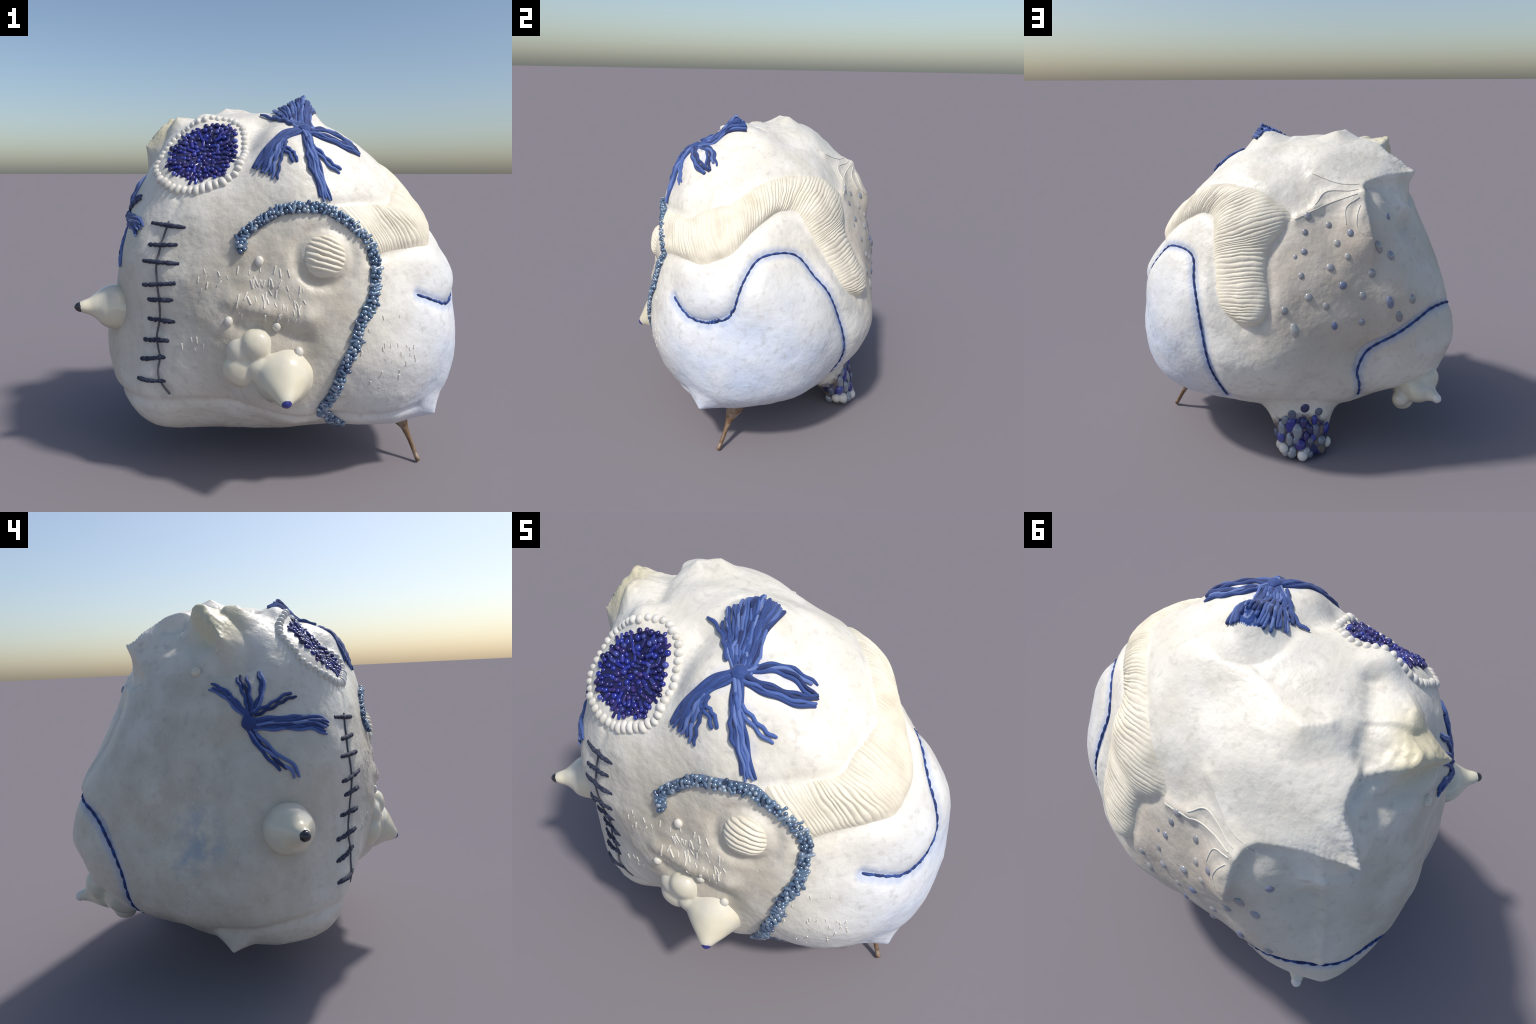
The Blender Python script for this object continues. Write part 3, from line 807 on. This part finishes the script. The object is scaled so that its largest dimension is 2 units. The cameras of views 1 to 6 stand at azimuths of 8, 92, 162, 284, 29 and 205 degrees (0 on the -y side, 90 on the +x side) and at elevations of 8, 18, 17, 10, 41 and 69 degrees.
for i, (co, no) in enumerate(line):
    t = (line[min(i + 1, len(line) - 1)][0] - line[max(i - 1, 0)][0]).normalized()
    side = no.cross(t)
    lanes = (-0.017, 0.0, 0.017) if i % 2 else (-0.010, 0.011)
    for w in lanes:
        q = co + side * (w + rng.uniform(-0.003, 0.003)) + t * rng.uniform(-0.004, 0.004)
        c, n = lay(q)
        lift = 0.008 + 0.008 * (1 - (w / 0.022) ** 2)
        if rng.random() < 0.7:
            s = rng.uniform(0.85, 1.15)
            put("steel_bead", steel, arc, matrix=frame(c + n * lift, n, t, (s, s, s)))
        else:
            put("steel_bugle", steel_tube, arc, matrix=frame(c + n * lift, n, t * 0.5 + side * rng.choice([-1, 1]), (1, 1, 1)))

# --------------------------------------------------------------------- seams
def running_stitch(points, name, length, gap, radius, mat, parent=root):
    line = lay_line(points, 0.004)
    n_on, n_off = int(length / 0.004), max(1, int(gap / 0.004))
    i = 0
    while i < len(line) - 4:
        n = int(n_on * rng.uniform(0.75, 1.3))
        piece = line[i:i + n]
        if len(piece) > 3:
            piece = piece[::2] if len(piece) > 8 else piece
            k = len(piece) - 1
            path = [co + no * (radius * 0.5 - radius * 0.35 * abs(2 * q / k - 1) ** 3) for q, (co, no) in enumerate(piece)]
            rad = [radius * (0.8 + 0.2 * np.sin(np.pi * q / k)) for q in range(len(piece))]
            put(name, tube(name, path, rad, 8), parent, mat)
        i += n + n_off


for pts, r in ((WAVE_SEAM, 0.0048), (NOSE_SEAM, 0.0055)):
    put("seam_cord", tube("seam_cord", [co + no * 0.001 for co, no in lay_line(pts, 0.012)], r, 8), mat=CORD)
running_stitch(WAVE_SEAM, "wave_seam_stitch", 0.05, 0.003, 0.0066, THREAD)
running_stitch(NOSE_SEAM, "nose_seam_stitch", 0.06, 0.003, 0.0075, THREAD)

seam = [co + no * 0.002 for co, no in lay_line(LADDER_SEAM[2:], 0.012)]
ladder = put("ladder_seam", tube("ladder_seam", seam, 0.0048, 8), mat=SEAM_DARK)
for a, b in zip(LADDER_LEFT, LADDER_RIGHT):
    pts = lay_line([a, tuple((np.array(a) + np.array(b)) / 2 + np.array([0, -0.01, 0.0])), b], 0.008)
    k = len(pts) - 1
    path = [co + no * (0.004 - 0.010 * abs(2 * q / k - 1) ** 4 + 0.002 * rng.uniform(-1, 1)) for q, (co, no) in enumerate(pts)]
    put("ladder_stitch", tube("ladder_stitch", path, [0.0112 * rng.uniform(0.7, 1.15) for _ in pts], 8), ladder, BLACK_THREAD)

# pale gathering threads running from the ridge
for pts in GATHER_THREADS:
    put("gathering_thread", tube("gathering_thread", [co + no * 0.001 for co, no in lay_line(pts, 0.014)], 0.003, 6), mat=PALE_THREAD)

# ---------------------------------------------------------------- yarn tassels
def bundle(points, width, count, radius, parent, spread=0.35):
    line = lay_line(points, 0.014)
    k = len(line) - 1
    for s in range(count):
        lane = 0 if count == 1 else (s / (count - 1) - 0.5) * 2
        ph, tw = rng.uniform(0, 6.28), rng.uniform(2, 4)
        last = int(k * rng.uniform(0.9, 1.0)) if k > 6 else k
        path, rad = [], []
        for q in range(last + 1):
            co, no = line[q]
            t = (line[min(q + 1, k)][0] - line[max(q - 1, 0)][0]).normalized()
            side = no.cross(t)
            f = q / k
            w = width * 0.5 * (0.75 + spread * f) * lane + 0.0035 * np.sin(ph + tw * 6.28 * f)
            c, n = lay(co + side * w)
            lift = radius * (0.6 + 0.55 * (1 - lane * lane)) + 0.003 * np.cos(ph + tw * 6.28 * f)
            path.append(c + n * lift)
            rad.append(radius * (1.0 if f < 0.85 else 1.0 - 0.5 * (f - 0.85) / 0.15))
        put("yarn_strand", tube("yarn_strand", path, rad, 7), parent, YARN)


def knot(at, size, turns, parent_name):
    co, no = lay(at)
    b = ball(parent_name, size, 20, 14)
    for v in b.vertices:
        v.co *= 1 + 0.16 * noise.noise(v.co * (2.2 / size))
    b.transform(frame(co + no * size * 0.15, no, None, (1, 1, 0.7)))
    return put(parent_name, b, mat=YARN)


tassel = knot(TOP_KNOT, 0.034, 3, "yarn_tassel")
for pts, w, n in TOP_YARN:
    bundle(pts, w, n, 0.0085, tassel)
for i, tip in enumerate(PEAK_FAN):
    start = Vector(TOP_KNOT) + Vector((0.055 * (0.5 - i / (len(PEAK_FAN) - 1)), 0.01, 0.012))
    end = Vector(tip)
    mid = (start + end) / 2 + Vector((0.02 * (0.5 - i / 12), -0.03, 0.04))
    for rep in range(2):
        j = Vector(rng.normal(size=3)) * 0.008
        line = lay_line([start + j, mid + j, end + j * 0.6], 0.016)
        ph = rng.uniform(0, 6)
        path = [co + no * (0.0045 + 0.003 * np.sin(ph + q * 0.9)) for q, (co, no) in enumerate(line)]
        put("yarn_strand", tube("yarn_strand", path, 0.0078, 7), tassel, YARN)
side = knot(SIDE_KNOT, 0.036, 3, "yarn_tassel")
for pts, w, n in SIDE_YARN:
    bundle(pts, w, n, 0.0085, side)

# ------------------------------------------------------- cream cones and bulbs
def cone(name, base, tip, profile, mat, bend=0.0, parent=root, sides=48):
    """Turned shape from base to tip; profile = (share of length, radius)."""
    base, tip = Vector(base), Vector(tip)
    ax = tip - base
    prof = polyline([(t, r, 0) for t, r in profile], 0.02)
    rings = [base + ax * t + Vector((0, 0, bend * np.sin(np.pi * max(0, t)))) for t, r, _ in prof]
    me = tube(name, rings, [max(r, 0.002) for t, r, _ in prof], sides, False)
    for v in me.vertices:
        d = (v.co - base).length
        v.co += (v.co - base).normalized() * 0.004 * noise.noise(v.co * 16)
    return put(name, me, parent, mat)


def bulb(name, centre, size, mat, parent=root, along=(0, 0, 1), normal=None):
    co = Vector(centre)
    no = Vector(normal) if normal else (co - Vector(CENTRE)).normalized()
    b = ball(name, 1.0, 32, 20)
    for v in b.vertices:
        v.co *= 1 + 0.05 * noise.noise(v.co * 1.6 + co * 5)
    return put(name, b, parent, mat, matrix=frame(co, no, along, size))


def fuse(pieces, name, mat, voxel=0.007):
    """Melt overlapping lumps into one smooth skin."""
    meshes = []
    for ob in pieces:
        meshes.append((ob.data, ob.matrix_basis.copy()))
    me = join(meshes, name)
    for ob in pieces:
        old = ob.data
        bpy.data.objects.remove(ob)
        bpy.data.meshes.remove(old)
    ob = put(name, me, mat=mat)
    mod = ob.modifiers.new("melt", "REMESH")
    mod.mode = "VOXEL"
    mod.voxel_size = voxel
    mod.use_smooth_shade = True
    mod = ob.modifiers.new("smooth", "SMOOTH")
    mod.factor = 0.5
    mod.iterations = 16
    bpy.context.view_layer.update()
    done = bpy.data.meshes.new_from_object(ob.evaluated_get(bpy.context.evaluated_depsgraph_get()))
    ob.modifiers.clear()
    ob.data = done
    done.polygons.foreach_set("use_smooth", [True] * len(done.polygons))
    if not done.materials:
        done.materials.append(mat)
    return ob


front = fuse([
    cone("piece", (0.108, -0.62, 0.63), (0.146, -0.842, 0.540), [(-0.15, 0.155), (0.1, 0.155), (0.3, 0.148), (0.5, 0.128), (0.68, 0.090), (0.84, 0.054), (0.94, 0.034), (1.0, 0.018)], None, 0.008),
    bulb("piece", (-0.008, -0.708, 0.775), (0.082, 0.078, 0.072), None),
    bulb("piece", (-0.080, -0.69, 0.735), (0.082, 0.080, 0.070), None),
    bulb("piece", (-0.085, -0.678, 0.64), (0.10, 0.095, 0.080), None),
    bulb("piece", (0.01, -0.695, 0.66), (0.085, 0.080, 0.075), None),
], "cone_cluster", CREAM)
bulb("cone_tip", (0.1445, -0.826, 0.547), (0.0265, 0.0265, 0.0265), TIP_BLUE, front)
left = cone("dark_tipped_cone", (-0.80, -0.365, 0.845), (-0.985, -0.483, 0.864), [(-0.1, 0.120), (0.2, 0.117), (0.4, 0.102), (0.58, 0.070), (0.74, 0.045), (0.9, 0.032), (1.0, 0.022)], CREAM, 0.006)
bulb("cone_tip", (-0.972, -0.475, 0.864), (0.027, 0.027, 0.034), DARK_METAL, left, normal=(-0.185, -0.118, 0.02))
claw = fuse([
    cone("piece", (-0.54, 0.64, 0.42), (-0.625, 0.838, 0.382), [(-0.1, 0.115), (0.25, 0.11), (0.5, 0.09), (0.7, 0.058), (0.85, 0.038), (1.0, 0.028)], None, 0.0),
    bulb("piece", (-0.513, 0.634, 0.290), (0.075, 0.072, 0.066), None),
    bulb("piece", (-0.555, 0.725, 0.40), (0.088, 0.088, 0.085), None),
    bulb("piece", (-0.57, 0.60, 0.40), (0.13, 0.12, 0.11), None),
    bulb("piece", (-0.60, 0.70, 0.46), (0.10, 0.085, 0.10), None),
    bulb("piece", (-0.46, 0.69, 0.33), (0.055, 0.05, 0.05), None),
], "cone_cluster", CREAM)
bulb("cone_tip", (-0.62, 0.835, 0.384), (0.028, 0.028, 0.031), PEARL, claw)

# ------------------------------------------------------- beads of the back panel
drop = ball("clear_bead", 0.026, 18, 12)
drop.materials.append(CLEAR)
for i, p in enumerate(BACK_BEADS):
    co, no = lay(p)
    s = rng.uniform(0.65, 0.95) if i not in (6,) else 0.5
    long = rng.uniform(0.95, 1.2) if i < 13 else rng.uniform(1.1, 1.7)
    put("clear_bead", drop, matrix=frame(co - no * 0.003, no, Vector((0.25, 0.1, 1)) if i > 12 else None, (s * long, s, s * 0.6)))
# loose bead on the plain side
co, no = lay((-0.731, 0.05, 1.565))
bulb("loose_bead", co, (0.024, 0.024, 0.02), CREAM, normal=no)

# --------------------------------------------------------- white flecks in front
bits = []
bit = tube("bit", [(-0.011, 0, 0), (-0.005, 0, 0), (0.005, 0, 0), (0.011, 0, 0)], 0.0038, 6)


def scatter(centre, spread, count, long=1.0):
    for _ in range(count):
        p = np.array(centre) + rng.normal(size=3) * np.array(spread)
        co, no = lay(p)
        s = rng.uniform(0.6, 1.3)
        bits.append((bit, frame(co - no * 0.0005, no, (rng.normal() * 0.25, 0, 1), (s * long, s, s))))


scatter((0.02, -0.72, 1.03), (0.085, 0, 0.07), 42, 1.2)
scatter((0.15, -0.72, 0.97), (0.06, 0, 0.04), 18)
scatter((-0.335, -0.706, 0.759), (0.03, 0, 0.02), 5)
scatter((-0.25, -0.70, 1.06), (0.05, 0, 0.03), 7)
scatter((0.62, -0.62, 0.72), (0.08, 0.02, 0.07), 26, 0.7)
for p in ((0.005, -0.7, 1.162), (-0.132, -0.739, 0.881), (0.087, -0.742, 0.854), (0.197, -0.733, 0.748)):
    co, no = lay(p)
    bulb("white_drop_bead", co + no * 0.004, (0.024, 0.02, 0.014), WHITE_FLECK, normal=no)
speck = put("white_flecks", join(bits, "white_flecks"), mat=WHITE_FLECK)
speck["kind"] = "stuff"

# -------------------------------------------------------------- crusted foot
foot = parts["foot"]
gem = ball("foot_bead", 1.0, 18, 12)
gem.materials.append(FOOT_GLASS)
gem_blue = ball("foot_bead_blue", 1.0, 18, 12)
gem_blue.materials.append(BLUE_GLASS)
gem_white = ball("foot_bead_white", 1.0, 18, 12)
gem_white.materials.append(PEARL)
for (x, y, z), size, g in [
    ((0.215, 0.66, 0.19), (0.055, 0.036, 0.026), gem), ((0.165, 0.66, 0.24), (0.04, 0.026, 0.02), gem_blue), ((0.125, 0.66, 0.20), (0.042, 0.024, 0.025), gem),
    ((0.25, 0.64, 0.23), (0.055, 0.03, 0.02), gem_blue), ((0.15, 0.67, 0.16), (0.034, 0.022, 0.025), gem_blue), ((0.20, 0.68, 0.11), (0.04, 0.035, 0.03), gem_blue),
    ((0.30, 0.60, 0.065), (0.036, 0.034, 0.034), gem_white), ((0.185, 0.69, 0.035), (0.036, 0.034, 0.034), gem_white), ((0.03, 0.60, 0.07), (0.036, 0.032, 0.032), gem_white),
    ((0.12, 0.66, 0.125), (0.03, 0.024, 0.024), gem), ((0.26, 0.64, 0.14), (0.045, 0.024, 0.024), gem), ((0.19, 0.68, 0.08), (0.026, 0.024, 0.022), gem),
    ((0.155, 0.66, 0.33), (0.034, 0.028, 0.018), gem), ((0.06, 0.64, 0.30), (0.03, 0.026, 0.016), gem), ((0.09, 0.64, 0.25), (0.035, 0.02, 0.02), gem_blue),
    ((0.28, 0.56, 0.13), (0.04, 0.03, 0.03), gem_blue), ((0.29, 0.54, 0.06), (0.034, 0.034, 0.032), gem_white), ((0.06, 0.60, 0.10), (0.035, 0.03, 0.03), gem), ((0.24, 0.67, 0.07), (0.03, 0.024, 0.024), gem),
    ((0.30, 0.58, 0.19), (0.05, 0.026, 0.022), gem), ((0.08, 0.62, 0.18), (0.045, 0.026, 0.022), gem), ((0.05, 0.56, 0.17), (0.04, 0.026, 0.022), gem_blue),
    ((0.23, 0.65, 0.17), (0.03, 0.022, 0.02), gem_blue), ((0.28, 0.60, 0.25), (0.034, 0.022, 0.018), gem), ((0.23, 0.62, 0.29), (0.034, 0.026, 0.016), gem),
    ((0.15, 0.66, 0.06), (0.03, 0.026, 0.024), gem), ((0.22, 0.66, 0.135), (0.03, 0.024, 0.022), gem), ((0.10, 0.65, 0.14), (0.03, 0.022, 0.02), gem_blue),
    ((0.29, 0.50, 0.12), (0.036, 0.026, 0.024), gem), ((0.22, 0.52, 0.05), (0.034, 0.03, 0.03), gem), ((0.07, 0.56, 0.05), (0.034, 0.032, 0.03), gem_white),
    ((0.13, 0.68, 0.04), (0.026, 0.024, 0.022), gem), ((0.24, 0.65, 0.03), (0.03, 0.028, 0.026), gem), ((0.27, 0.60, 0.04), (0.028, 0.026, 0.024), gem),
]:
    co, no = lay((x, y, z))
    co.z = max(co.z, 0.95 * max(size[1], size[2] * 0.9))
    put("foot_bead", g, foot, matrix=frame(co - no * 0.004, no, (rng.normal() * 0.2, 0, 1), size))

# -------------------------------------------------------------------- the leg
leg_path = [(0.70, -0.13, 0.24), (0.735, -0.158, 0.185), (0.757, -0.175, 0.14), (0.778, -0.19, 0.095), (0.792, -0.203, 0.06), (0.805, -0.216, 0.03), (0.812, -0.222, 0.016)]
path = polyline(leg_path, 0.012)
rad = np.interp(np.linspace(0, 1, len(path)), [0, 0.2, 0.35, 0.6, 0.9, 1], [0.055, 0.036, 0.019, 0.0130, 0.0120, 0.0140])
put("bronze_leg", tube("bronze_leg", [Vector(p) for p in path.tolist()], rad.tolist(), 14), mat=BRONZE)
bpy.context.view_layer.update()
